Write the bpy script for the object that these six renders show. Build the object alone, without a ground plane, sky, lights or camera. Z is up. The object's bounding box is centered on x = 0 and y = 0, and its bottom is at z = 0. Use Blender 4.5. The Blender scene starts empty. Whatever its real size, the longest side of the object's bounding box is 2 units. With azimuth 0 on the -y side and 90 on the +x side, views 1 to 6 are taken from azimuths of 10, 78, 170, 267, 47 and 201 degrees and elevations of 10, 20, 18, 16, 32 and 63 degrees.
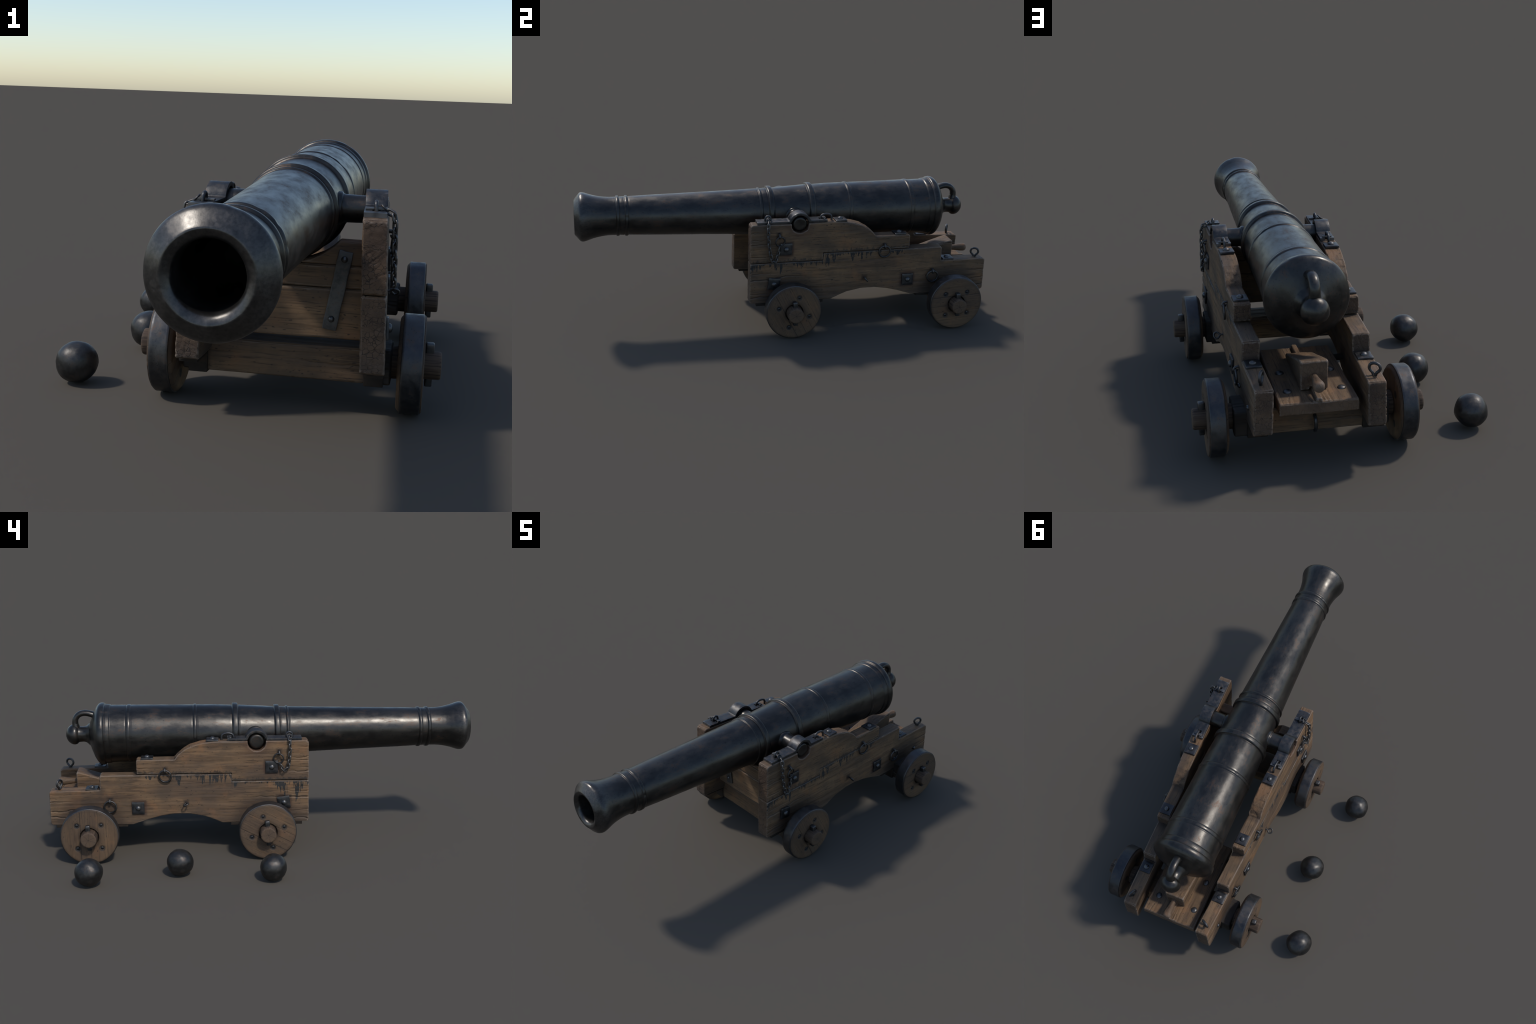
# A ship's muzzle-loading gun on a stepped, four-wheeled wooden truck carriage, with three loose iron balls.
import bpy, bmesh, math, random
import numpy as np
from mathutils import Vector, Matrix

CX = 0.127            # the gun's plane of symmetry
AXZ = 0.527           # height of the bore axis
T = 0.062             # thickness of a cheek
SEAM_F, SEAM_R, SEAM_Y = 0.3480, 0.3840, 0.1555   # the stepped joint between the two cheek planks
TRY, TRZ = 0.038, 0.530                            # trunnion axis
FAX, RAX, AZ = -0.003, 0.808, 0.1332               # axles

# ------------------------------------------------------------------ noise in numpy
def _hash(ix, iy, iz, seed):
    h = (ix * 374761393 + iy * 668265263 + iz * 2147483647 + seed * 1274126177) & 0xFFFFFFFF
    h = ((h ^ (h >> 13)) * 1274126177) & 0xFFFFFFFF
    h = ((h ^ (h >> 16)) * 2246822519) & 0xFFFFFFFF
    return ((h ^ (h >> 15)) & 0xFFFFFF) / float(0xFFFFFF)

def vnoise(p, seed=0):
    f = np.floor(p); i = f.astype(np.int64); t = p - f
    t = t * t * t * (t * (t * 6 - 15) + 10)
    out = 0
    for dx in (0, 1):
        wx = t[:, 0] if dx else 1 - t[:, 0]
        for dy in (0, 1):
            wy = t[:, 1] if dy else 1 - t[:, 1]
            for dz in (0, 1):
                wz = t[:, 2] if dz else 1 - t[:, 2]
                out = out + wx * wy * wz * _hash(i[:, 0] + dx, i[:, 1] + dy, i[:, 2] + dz, seed)
    return out * 2 - 1

def fbm(p, octaves=3, seed=0):
    a, s, out = 1.0, 0.0, 0
    for k in range(octaves):
        out = out + a * vnoise(p * 2 ** k + 17.3 * k, seed + k)
        s += a; a *= 0.5
    return out / s

# ------------------------------------------------------------------ node helpers
class Nodes:
    def __init__(self, name):
        self.m = bpy.data.materials.new(name); self.m.use_nodes = True
        self.t = self.m.node_tree; self.t.nodes.clear()
        self.out = self.t.nodes.new("ShaderNodeOutputMaterial")
        self.b = self.t.nodes.new("ShaderNodeBsdfPrincipled")
        self.t.links.new(self.b.outputs[0], self.out.inputs[0])
        self.tc = self.t.nodes.new("ShaderNodeTexCoord")
        self.co = self.tc.outputs["Object"]; self.nrm = self.tc.outputs["Normal"]
    def put(self, sock, v):
        if isinstance(v, bpy.types.NodeSocket): self.t.links.new(v, sock)
        elif v is not None:
            if sock.type == 'RGBA' and len(v) == 3: v = (*v, 1)
            sock.default_value = v
    def math(self, op, a, b=None, c=None, clamp=False):
        n = self.t.nodes.new("ShaderNodeMath"); n.operation = op; n.use_clamp = clamp
        for i, v in enumerate((a, b, c)):
            if v is not None: self.put(n.inputs[i], v)
        return n.outputs[0]
    def vmul(self, v, s, off=(0, 0, 0)):
        n = self.t.nodes.new("ShaderNodeMapping")
        self.put(n.inputs["Vector"], v); n.inputs["Scale"].default_value = s; n.inputs["Location"].default_value = off
        return n.outputs[0]
    def noise(self, v, scale, detail=3, rough=0.55, dist=0.0):
        n = self.t.nodes.new("ShaderNodeTexNoise")
        self.put(n.inputs["Vector"], v); n.inputs["Scale"].default_value = scale
        n.inputs["Detail"].default_value = detail; n.inputs["Roughness"].default_value = rough; n.inputs["Distortion"].default_value = dist
        return n.outputs[0]
    def voro(self, v, scale, feature='DISTANCE_TO_EDGE', rnd=1.0):
        n = self.t.nodes.new("ShaderNodeTexVoronoi"); n.feature = feature
        self.put(n.inputs["Vector"], v); n.inputs["Scale"].default_value = scale; n.inputs["Randomness"].default_value = rnd
        return n.outputs["Distance"]
    def step(self, v, lo, hi, a=0.0, b=1.0):
        n = self.t.nodes.new("ShaderNodeMapRange"); n.interpolation_type = 'SMOOTHSTEP'; n.clamp = True
        self.put(n.inputs[0], v)
        for i, x in enumerate((lo, hi, a, b)): self.put(n.inputs[i + 1], x)
        return n.outputs[0]
    def ramp(self, v, stops):
        n = self.t.nodes.new("ShaderNodeValToRGB"); self.put(n.inputs[0], v)
        e = n.color_ramp.elements
        while len(e) < len(stops): e.new(0.5)
        for x, (p, c) in zip(e, stops):
            x.position = p; x.color = (c, c, c, 1) if isinstance(c, float) else (*c, 1)
        return n.outputs[0]
    def mix(self, f, a, b, mode='MIX'):
        n = self.t.nodes.new("ShaderNodeMix"); n.data_type = 'RGBA'; n.blend_type = mode
        self.put(n.inputs[0], f); self.put(n.inputs[6], a); self.put(n.inputs[7], b)
        return n.outputs[2]
    def sep(self, v):
        n = self.t.nodes.new("ShaderNodeSeparateXYZ"); self.put(n.inputs[0], v); return n.outputs
    def comb(self, x, y, z):
        n = self.t.nodes.new("ShaderNodeCombineXYZ")
        for i, v in enumerate((x, y, z)): self.put(n.inputs[i], v)
        return n.outputs[0]
    def vadd(self, a, b):
        n = self.t.nodes.new("ShaderNodeVectorMath"); n.operation = 'ADD'
        self.put(n.inputs[0], a); self.put(n.inputs[1], b); return n.outputs[0]
    def pointy(self):
        return self.t.nodes.new("ShaderNodeNewGeometry").outputs["Pointiness"]
    def random(self):
        return self.t.nodes.new("ShaderNodeObjectInfo").outputs["Random"]
    def bump(self, h, strength=0.5, dist=0.002, prev=None):
        n = self.t.nodes.new("ShaderNodeBump"); n.inputs["Strength"].default_value = strength; n.inputs["Distance"].default_value = dist
        self.put(n.inputs["Height"], h)
        if prev is not None: self.put(n.inputs["Normal"], prev)
        return n.outputs[0]
    def finish(self, col, rough, metal=0.0, normal=None, spec=0.5):
        self.put(self.b.inputs["Base Color"], col); self.put(self.b.inputs["Roughness"], rough)
        self.put(self.b.inputs["Metallic"], metal); self.put(self.b.inputs["Specular IOR Level"], spec)
        if normal is not None: self.put(self.b.inputs["Normal"], normal)
        return self.m

def wood(name, axis, seed, dark=(0.042, 0.025, 0.016), mid=(0.107, 0.064, 0.035), light=(0.180, 0.108, 0.056), side=0, wheel=False, dim=1.0, sooty=0.0, pith=None, ends=1.0):
    """Weathered oak, grain along one axis; 'side' adds the tar runs below the cheek joint on that side."""
    N = Nodes(name); off = (seed * 3.17, seed * 1.71, seed * 5.3)
    def st(al, ac): return N.vmul(N.co, tuple(al if i == axis else ac for i in range(3)), off)
    warp = N.noise(N.vmul(N.co, (1, 1, 1), off), 5, 2)
    mid_n = N.noise(st(3.0, 34), 1.0, 5, 0.62, 0.6)
    fine = N.noise(st(9.0, 230), 1.0, 3, 0.6, 0.3)
    blot = N.noise(N.vmul(N.co, (1, 1, 1), off), 9, 5, 0.6)
    big = N.noise(st(2.2, 7), 1.0, 3, 0.5)
    col = N.ramp(N.math('ADD', N.math('MULTIPLY', mid_n, 0.7), N.math('MULTIPLY', big, 0.3)),
                 [(0.22, dark), (0.42, mid), (0.62, light), (0.80, tuple(1.10 * x for x in light))])
    col = N.mix(N.step(fine, 0.49, 0.33, 0, 0.62), col, tuple(0.55 * x for x in dark))
    col = N.mix(N.step(blot, 0.47, 0.68, 0, 0.60), col, tuple(x * y for x, y in zip(mid, (0.62, 0.72, 0.84))))
    col = N.mix(N.step(blot, 0.46, 0.30, 0, 0.6), col, tuple(x * y for x, y in zip(light, (1.18, 0.97, 0.80))))
    broad = N.noise(N.vmul(N.co, tuple(0.5 if i == axis else 1.0 for i in range(3)), off), 5.5, 3, 0.6)
    col = N.mix(N.step(broad, 0.50, 0.64, 0, 0.45), col, (0.062, 0.043, 0.032))
    pores = N.noise(st(60, 170), 1.0, 2, 0.5)
    col = N.mix(N.step(pores, 0.36, 0.27, 0, 0.75), col, (0.022, 0.016, 0.012))
    # end grain
    nx = N.sep(N.nrm)
    endm = N.step(N.math('ABSOLUTE', nx[axis]), 0.6, 0.85)
    ecol = N.mix(N.step(blot, 0.35, 0.65), (0.112, 0.068, 0.040), (0.064, 0.039, 0.025))  # end-grain browns lowered to match the plank ends lying in shade
    ev = N.vadd(N.vmul(N.co, tuple(0.0 if i == axis else 1.0 for i in range(3)), off), N.vmul(warp, (0.05, 0.03, 0.04)))
    if pith is not None:
        w = N.sep(N.vadd(N.co, N.vmul(warp, (0.03, 0.03, 0.03))))
        px = N.math('SUBTRACT', w[0], pith[0]); pz = N.math('SUBTRACT', w[2], pith[1])
        pr = N.math('SQRT', N.math('ADD', N.math('MULTIPLY', px, px), N.math('MULTIPLY', pz, pz)))
        ev = N.comb(N.math('MULTIPLY', pr, 1.55), N.math('MULTIPLY', N.math('ARCTAN2', pz, px), 0.16), seed * 0.37)
    crk = N.voro(N.vmul(ev, (1.0, 1.0, 0.55)), 62, rnd=1.0)
    crk2 = N.voro(N.vmul(ev, (0.8, 0.8, 1.0), (3, 1, 2)), 120, rnd=1.0)
    keep = N.step(N.noise(ev, 22, 2), 0.44, 0.54)
    ecm = N.math('MAXIMUM', N.math('MULTIPLY', N.step(crk, 0.075, 0.020), keep), N.math('MULTIPLY', N.step(crk2, 0.045, 0.01), N.math('MULTIPLY', N.math('SUBTRACT', 1.0, keep), 0.5)))
    ecm = N.math('MULTIPLY', N.math('MULTIPLY', ecm, endm), ends)
    col = N.mix(endm, col, ecol)
    col = N.mix(N.math('MULTIPLY', ecm, 0.78), col, (0.020, 0.014, 0.010))
    height = N.math('ADD', N.math('MULTIPLY', fine, 0.55), N.math('MULTIPLY', mid_n, 0.7))
    height = N.math('SUBTRACT', height, N.math('MULTIPLY', ecm, 0.8))
    if wheel:      # a disc pegged together from three boards
        c = N.sep(N.co)
        wob = N.math('ADD', c[1], N.math('MULTIPLY', N.math('SUBTRACT', N.noise(st(3, 20), 1.0, 2), 0.5), 0.004))
        gap = N.math('ABSOLUTE', N.math('SUBTRACT', N.math('ABSOLUTE', wob), 0.040))
        line = N.math('MULTIPLY', N.step(gap, 0.0014, 0.0004), N.step(blot, 0.36, 0.5, 0.35, 1.0))
        col = N.mix(N.math('MULTIPLY', line, 0.9), col, (0.012, 0.009, 0.007))
        split = N.math('MULTIPLY', N.step(N.math('ABSOLUTE', N.math('SUBTRACT', wob, 0.006)), 0.0016, 0.0004), N.step(N.math('ABSOLUTE', c[2]), 0.045, 0.06))
        col = N.mix(N.math('MULTIPLY', split, N.step(c[2], -0.02, 0.02, 0.8, 0.2)), col, (0.012, 0.009, 0.007))
        board = N.step(wob, 0.039, 0.041)
        holes = None
        for a in (45, 135, 225, 315):
            q = N.math('SQRT', N.math('ADD', N.math('POWER', N.math('SUBTRACT', c[1], 0.0775 * math.cos(math.radians(a))), 2.0), N.math('POWER', N.math('SUBTRACT', c[2], 0.0775 * math.sin(math.radians(a))), 2.0)))
            hm = N.step(N.math('ADD', q, N.math('MULTIPLY', N.math('SUBTRACT', blot, 0.5), 0.010)), 0.0160, 0.0105)
            holes = hm if holes is None else N.math('MAXIMUM', holes, hm)
        col = N.mix(N.math('MULTIPLY', holes, 0.9), col, (0.012, 0.013, 0.014))
        hub = N.step(N.math('ADD', N.math('SQRT', N.math('ADD', N.math('MULTIPLY', c[1], c[1]), N.math('MULTIPLY', c[2], c[2]))), N.math('MULTIPLY', N.math('SUBTRACT', blot, 0.5), 0.03)), 0.062, 0.042)
        col = N.mix(N.math('MULTIPLY', hub, 0.6), col, (0.026, 0.018, 0.013))
        rim_dark = N.step(N.math('SQRT', N.math('ADD', N.math('MULTIPLY', c[1], c[1]), N.math('MULTIPLY', c[2], c[2]))), 0.112, 0.130)
        col = N.mix(N.math('MULTIPLY', rim_dark, 0.55), col, (0.034, 0.024, 0.018))
        col = N.mix(N.math('MULTIPLY', board, 0.35), col, (0.085, 0.058, 0.038))
        height = N.math('SUBTRACT', height, N.math('MULTIPLY', line, 1.2))
    if side:       # tar runs and rust on the outer face of a cheek
        c = N.sep(N.co); y, z = c[1], c[2]
        zs = N.math('ADD', SEAM_F, N.math('MULTIPLY', N.math('GREATER_THAN', y, SEAM_Y), SEAM_R - SEAM_F))
        d = N.math('SUBTRACT', zs, z)
        env = N.ramp(N.math('DIVIDE', N.math('ADD', y, 0.2), 0.8),
                     [(0.0, 0.2), (0.03, 0.8), (0.07, 1.35), (0.16, 1.2), (0.20, 0.30), (0.32, 0.38), (0.42, 0.34), (0.45, 0.95), (0.52, 0.5), (0.58, 0.9), (0.68, 0.42), (0.74, 0.8), (0.80, 0.15), (0.92, 0.35), (1.0, 0.0)] if side < 0 else
                     [(0.0, 0.9), (0.06, 0.55), (0.10, 0.15), (0.18, 0.8), (0.24, 0.1), (0.33, 0.75), (0.40, 0.5), (0.44, 0.2), (0.46, 1.0), (0.54, 0.8), (0.60, 0.35), (0.64, 0.85), (0.72, 0.5), (0.78, 0.15), (0.90, 0.5), (1.0, 0.0)])
        dv = N.comb(N.math('MULTIPLY', y, 62.0), N.math('MULTIPLY', z, 5.0), seed * 4.4)
        run = N.step(N.noise(dv, 1.0, 2, 0.7), 0.36, 0.66)
        length = N.math('MULTIPLY', N.math('MULTIPLY', run, env), 0.078)
        ragged = N.math('MULTIPLY', N.math('SUBTRACT', N.noise(N.co, 190, 2), 0.5), 0.012)
        dd = N.math('ADD', d, ragged)
        drip = N.step(N.math('SUBTRACT', length, dd), -0.0005, 0.0025)
        drip = N.math('MULTIPLY', drip, N.step(dd, -0.006, 0.001))
        smear = N.math('MULTIPLY', N.step(N.math('ADD', d, N.math('MULTIPLY', N.math('SUBTRACT', N.noise(N.vmul(N.co, (1, 1, 0.5)), 75, 3), 0.5), 0.05)), -0.016, -0.004), N.step(d, 0.012, 0.0))
        edge = N.step(N.math('ABSOLUTE', d), 0.0055, 0.0025)
        m = N.math('MAXIMUM', drip, N.math('MAXIMUM', N.math('MULTIPLY', smear, 0.75), edge))
        m = N.math('MULTIPLY', m, N.math('MULTIPLY', N.step(N.math('MULTIPLY', nx[0], float(side)), 0.3, 0.6), N.step(y, 0.615, 0.59)))
        def blob(cy, cz, r):
            q = N.math('ADD', N.math('POWER', N.math('SUBTRACT', y, cy), 2.0), N.math('POWER', N.math('SUBTRACT', z, cz), 2.0))
            return N.step(N.math('ADD', N.math('SQRT', q), N.math('MULTIPLY', N.math('SUBTRACT', blot, 0.5), 0.07)), r, r * 0.45)
        def contact_shade(cy, cz, h, r):      # occlusion shadow painted round a square plate or an eye
            q = N.math('MAXIMUM', N.math('ABSOLUTE', N.math('SUBTRACT', y, cy)), N.math('ABSOLUTE', N.math('SUBTRACT', z, cz)))
            return N.step(N.math('ADD', q, N.math('MULTIPLY', N.math('SUBTRACT', blot, 0.5), 0.030)), h + r, h)
        shade_mask = None
        for g in ((-0.029, 0.4135, 0.029, 0.013), (-0.0845, 0.244, 0.029, 0.013), (0.5905, 0.226, 0.029, 0.013), (0.4615, 0.408, 0.004, 0.016), (0.719, 0.266, 0.004, 0.016), (-0.064, 0.4845, 0.004, 0.015), (0.369, 0.249, 0.003, 0.016), (0.90, 0.206, 0.008, 0.010)):
            k = contact_shade(*g); shade_mask = k if shade_mask is None else N.math('MAXIMUM', shade_mask, k)
        col = N.mix(N.math('MULTIPLY', shade_mask, 0.78), col, (0.028, 0.019, 0.014))
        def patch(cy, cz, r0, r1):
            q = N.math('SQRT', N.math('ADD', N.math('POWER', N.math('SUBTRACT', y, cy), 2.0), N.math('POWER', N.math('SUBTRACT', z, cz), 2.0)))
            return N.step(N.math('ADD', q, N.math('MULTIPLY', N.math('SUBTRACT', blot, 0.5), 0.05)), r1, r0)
        recess_shade = None      # oak darkened for the shade behind the wheels and in the step corners
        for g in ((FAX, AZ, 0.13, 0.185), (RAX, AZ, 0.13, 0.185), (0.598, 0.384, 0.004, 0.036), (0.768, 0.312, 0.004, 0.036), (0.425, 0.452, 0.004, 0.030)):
            k = patch(*g); recess_shade = k if recess_shade is None else N.math('MAXIMUM', recess_shade, k)
        col = N.mix(N.math('MULTIPLY', recess_shade, 0.55), col, (0.030, 0.021, 0.016))
        rust = N.math('MAXIMUM', blob(TRY, TRZ, 0.085), N.math('MAXIMUM', blob(-0.03, 0.405, 0.055), N.math('MAXIMUM', blob(0.59, 0.225, 0.055), blob(-0.085, 0.235, 0.055))))
        col = N.mix(N.math('MULTIPLY', rust, 0.55), col, (0.075, 0.036, 0.022))
        low_dark = N.math('MULTIPLY', N.step(N.math('ADD', z, N.math('MULTIPLY', N.math('SUBTRACT', blot, 0.5), 0.12)), 0.22, 0.15), 0.45)
        col = N.mix(low_dark, col, (0.052, 0.040, 0.032))
        hole = N.step(N.noise(N.vmul(N.co, (1, 1, 0.55)), 120, 3, 0.6), 0.36, 0.46, 0.25, 1.0)
        col = N.mix(N.math('MULTIPLY', N.math('MULTIPLY', m, hole), 0.94), col, N.mix(N.step(blot, 0.35, 0.65), (0.011, 0.013, 0.014), (0.018, 0.021, 0.022)))
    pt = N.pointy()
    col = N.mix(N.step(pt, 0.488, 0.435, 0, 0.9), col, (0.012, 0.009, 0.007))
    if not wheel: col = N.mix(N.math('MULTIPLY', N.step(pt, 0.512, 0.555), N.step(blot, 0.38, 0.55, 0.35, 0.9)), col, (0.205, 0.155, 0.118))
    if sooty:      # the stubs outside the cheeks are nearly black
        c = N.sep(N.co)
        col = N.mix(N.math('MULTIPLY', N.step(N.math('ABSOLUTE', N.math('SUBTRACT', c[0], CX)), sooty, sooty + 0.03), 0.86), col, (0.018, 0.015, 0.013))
    if dim != 1.0: col = N.mix(1.0, col, (dim, dim, dim), 'MULTIPLY')
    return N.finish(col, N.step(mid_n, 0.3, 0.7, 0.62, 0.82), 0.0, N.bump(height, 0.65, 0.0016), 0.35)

def iron(name, seed, a=(0.060, 0.062, 0.066), b=(0.125, 0.120, 0.115), rust=0.5, rough=(0.34, 0.52), metal=0.85, scale=1.0, worn=0.6, bumpy=0.22, spec=0.5, stretch=1.0, muzzle=False):
    """Old oiled iron: dark, worn brighter on ridges, brown in creases."""
    N = Nodes(name); v = N.vmul(N.co, (1, stretch, 1), (seed * 2.1, seed * 3.3, seed))
    big = N.noise(v, 7 * scale, 4, 0.6); med = N.noise(v, 34 * scale, 4, 0.62); fine = N.noise(v, 210 * scale, 3, 0.6)
    col = N.mix(N.step(N.math('ADD', N.math('MULTIPLY', big, 0.55), N.math('MULTIPLY', med, 0.45)), 0.36, 0.64), a, b)
    rm = N.math('MULTIPLY', N.step(N.math('ADD', N.math('MULTIPLY', med, 0.6), N.math('MULTIPLY', fine, 0.4)), 0.53, 0.66), rust)
    col = N.mix(rm, col, tuple(x * y for x, y in zip(b, (1.45, 0.86, 0.62))))
    col = N.mix(N.step(fine, 0.42, 0.30, 0, 0.5), col, tuple(x * 0.5 for x in a))
    if muzzle:      # swell and face colour lightened to strengthen the sun's highlight there
        mz = N.math('MULTIPLY', N.step(N.sep(N.co)[1], -0.90, -0.985), N.step(med, 0.30, 0.66, 0.35, 0.9))
        col = N.mix(mz, col, N.mix(N.step(fine, 0.35, 0.65), (0.068, 0.065, 0.062), (0.098, 0.092, 0.086)))
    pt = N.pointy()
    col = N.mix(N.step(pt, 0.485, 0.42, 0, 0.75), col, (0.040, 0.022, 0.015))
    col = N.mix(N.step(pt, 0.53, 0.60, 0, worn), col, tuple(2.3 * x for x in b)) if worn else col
    r = N.math('ADD', N.step(med, 0.3, 0.7, rough[0], rough[1]), N.math('MULTIPLY', rm, 0.15))
    h = N.math('ADD', N.math('MULTIPLY', med, 0.7), N.math('MULTIPLY', fine, 0.25))
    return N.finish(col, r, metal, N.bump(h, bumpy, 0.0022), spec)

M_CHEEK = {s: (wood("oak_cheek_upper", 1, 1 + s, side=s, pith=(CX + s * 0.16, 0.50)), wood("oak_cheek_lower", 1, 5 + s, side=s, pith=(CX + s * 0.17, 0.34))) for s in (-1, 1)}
M_TRANSOM = wood("oak_transom", 0, 11)
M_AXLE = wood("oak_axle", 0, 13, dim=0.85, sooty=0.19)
M_BED = wood("oak_bed", 1, 17, ends=0.35)
M_WHEEL = wood("oak_wheel", 2, 19, wheel=True)
M_BARREL = iron("barrel_iron", 1, (0.039, 0.037, 0.035), (0.067, 0.062, 0.056), 0.55, (0.28, 0.44), 0.85, 0.8, 0.6, 0.16, 0.5, 0.5, True)
M_IRON = iron("wrought_iron", 3, (0.042, 0.043, 0.046), (0.090, 0.086, 0.082), rough=(0.36, 0.56), scale=1.6)
M_BOLT = iron("bolt_iron", 8, (0.075, 0.076, 0.078), (0.140, 0.133, 0.126), 0.45, (0.34, 0.52), 0.85, 2.0, 0.0)
M_STRIP = iron("strip_iron", 10, (0.050, 0.051, 0.053), (0.110, 0.106, 0.100), 0.5, (0.40, 0.6), 0.75, 2.2)
M_TYRE = iron("tyre_iron", 4, (0.045, 0.046, 0.050), (0.095, 0.088, 0.082), 0.55, (0.38, 0.6))
M_CHAIN = iron("chain_iron", 5, (0.040, 0.040, 0.041), (0.086, 0.080, 0.074), 0.5, (0.36, 0.55), scale=2.0)
M_BALL = iron("ball_iron", 6, (0.036, 0.035, 0.034), (0.068, 0.064, 0.060), 0.5, (0.36, 0.50), 0.8, 1.3, 0.6, 0.3)
M_DARK = iron("slot_dark", 7, (0.010, 0.010, 0.010), (0.016, 0.014, 0.013), 0.2, (0.7, 0.8), 0.0)

# ------------------------------------------------------------------ object helpers
COL = bpy.context.scene.collection
def make(name, me, parent=None, mat=None, smooth=35):
    o = bpy.data.objects.new(name, me); COL.objects.link(o)
    if mat is not None and not len(me.materials): me.materials.append(mat)
    if parent is not None: o.parent = parent
    return o

def mesh(name, verts, faces, mat=None, smooth=None):
    me = bpy.data.meshes.new(name); me.from_pydata([tuple(v) for v in verts], [], faces); me.update()
    finish_mesh(me, smooth)
    if mat is not None: me.materials.append(mat)
    return me

def finish_mesh(me, smooth=None, recalc=True):
    bm = bmesh.new(); bm.from_mesh(me)
    if recalc: bmesh.ops.recalc_face_normals(bm, faces=bm.faces)
    for f in bm.faces: f.smooth = True
    if smooth is not None:
        lim = math.radians(smooth)
        for e in bm.edges: e.smooth = not (len(e.link_faces) == 2 and e.calc_face_angle(0) > lim)
    bm.to_mesh(me); bm.free()

def from_bm(name, bm, mat=None, smooth=None):
    me = bpy.data.meshes.new(name); bm.to_mesh(me); bm.free(); finish_mesh(me, smooth)
    if mat is not None: me.materials.append(mat)
    return me

def lathe(profile, segs, axis=1, closed_ends=True):
    """Turn (along, radius) pairs about an axis; returns verts and faces."""
    V, F, rows = [], [], []
    for a, r in profile:
        if r < 1e-6:
            rows.append([len(V)]); p = [0, 0, 0]; p[axis] = a; V.append(p); continue
        row = []
        for k in range(segs):
            t = 2 * math.pi * k / segs; p = [0, 0, 0]
            p[axis] = a; p[(axis + 1) % 3] = r * math.cos(t); p[(axis + 2) % 3] = r * math.sin(t)
            row.append(len(V)); V.append(p)
        rows.append(row)
    for A, B in zip(rows, rows[1:]):
        for k in range(segs):
            j = (k + 1) % segs
            if len(A) == 1 and len(B) == 1: continue
            if len(A) == 1: F.append((A[0], B[k], B[j]))
            elif len(B) == 1: F.append((A[k], B[0], A[j]))
            else: F.append((A[k], B[k], B[j], A[j]))
    return np.array(V, float), F

def refine(profile, step):
    out = [profile[0]]
    for p, q in zip(profile, profile[1:]):
        n = max(1, int(math.dist(p, q) / step))
        for k in range(1, n + 1): out.append((p[0] + (q[0] - p[0]) * k / n, p[1] + (q[1] - p[1]) * k / n))
    return out

def smooth_path(pts, n, closed=False):
    """Catmull-Rom through the points."""
    P = [Vector(p) for p in pts]; m = len(P); out = []
    spans = m if closed else m - 1
    for i in range(spans):
        a, b, c, d = (P[(i + k) % m] if closed else P[min(max(i + k, 0), m - 1)] for k in (-1, 0, 1, 2))
        for k in range(n):
            t = k / n
            out.append(0.5 * ((2 * b) + (c - a) * t + (2 * a - 5 * b + 4 * c - d) * t * t + (3 * b - a - 3 * c + d) * t ** 3))
    if not closed: out.append(P[-1])
    return out

def tube(path, radius, segs=12, closed=False, wide=1.0, wide_axis=None):
    """Sweep a round section along a path; 'radius' may be a list; 'wide' stretches it along wide_axis."""
    P = [Vector(p) for p in path]; n = len(P); V, F = [], []
    R = radius if isinstance(radius, (list, tuple)) else [radius] * n
    tan = [((P[(i + 1) % n] - P[i - 1]) if closed else (P[min(i + 1, n - 1)] - P[max(i - 1, 0)])).normalized() for i in range(n)]
    nv = tan[0].orthogonal().normalized() if wide_axis is None else Vector(wide_axis)
    for i in range(n):
        nv = (nv - tan[i] * nv.dot(tan[i])).normalized(); bv = tan[i].cross(nv)
        for k in range(segs):
            t = 2 * math.pi * k / segs
            V.append(P[i] + nv * (R[i] * wide * math.cos(t)) + bv * (R[i] * math.sin(t)))
    for i in range(n if closed else n - 1):
        j = (i + 1) % n
        for k in range(segs):
            l = (k + 1) % segs; F.append((i * segs + k, i * segs + l, j * segs + l, j * segs + k))
    if not closed:
        for i in (0, n - 1): F.append(tuple(i * segs + k for k in range(segs)))
    return [tuple(v) for v in V], F

def rounded(poly, r, n=4):
    """Round the corners of a 2D polygon; r is one radius or one per corner (0 keeps it)."""
    m = len(poly); out = []
    for i, p in enumerate(poly):
        rr = r[i] if isinstance(r, (list, tuple)) else r
        if rr <= 0: out.append(tuple(p)); continue
        P, A, B = Vector(p), Vector(poly[i - 1]), Vector(poly[(i + 1) % m])
        a = P + (A - P).normalized() * min(rr, 0.45 * (A - P).length); b = P + (B - P).normalized() * min(rr, 0.45 * (B - P).length)
        for k in range(n + 1):
            t = k / n; out.append(tuple(a * (1 - t) ** 2 + P * 2 * t * (1 - t) + b * t * t))
    return out

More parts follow.
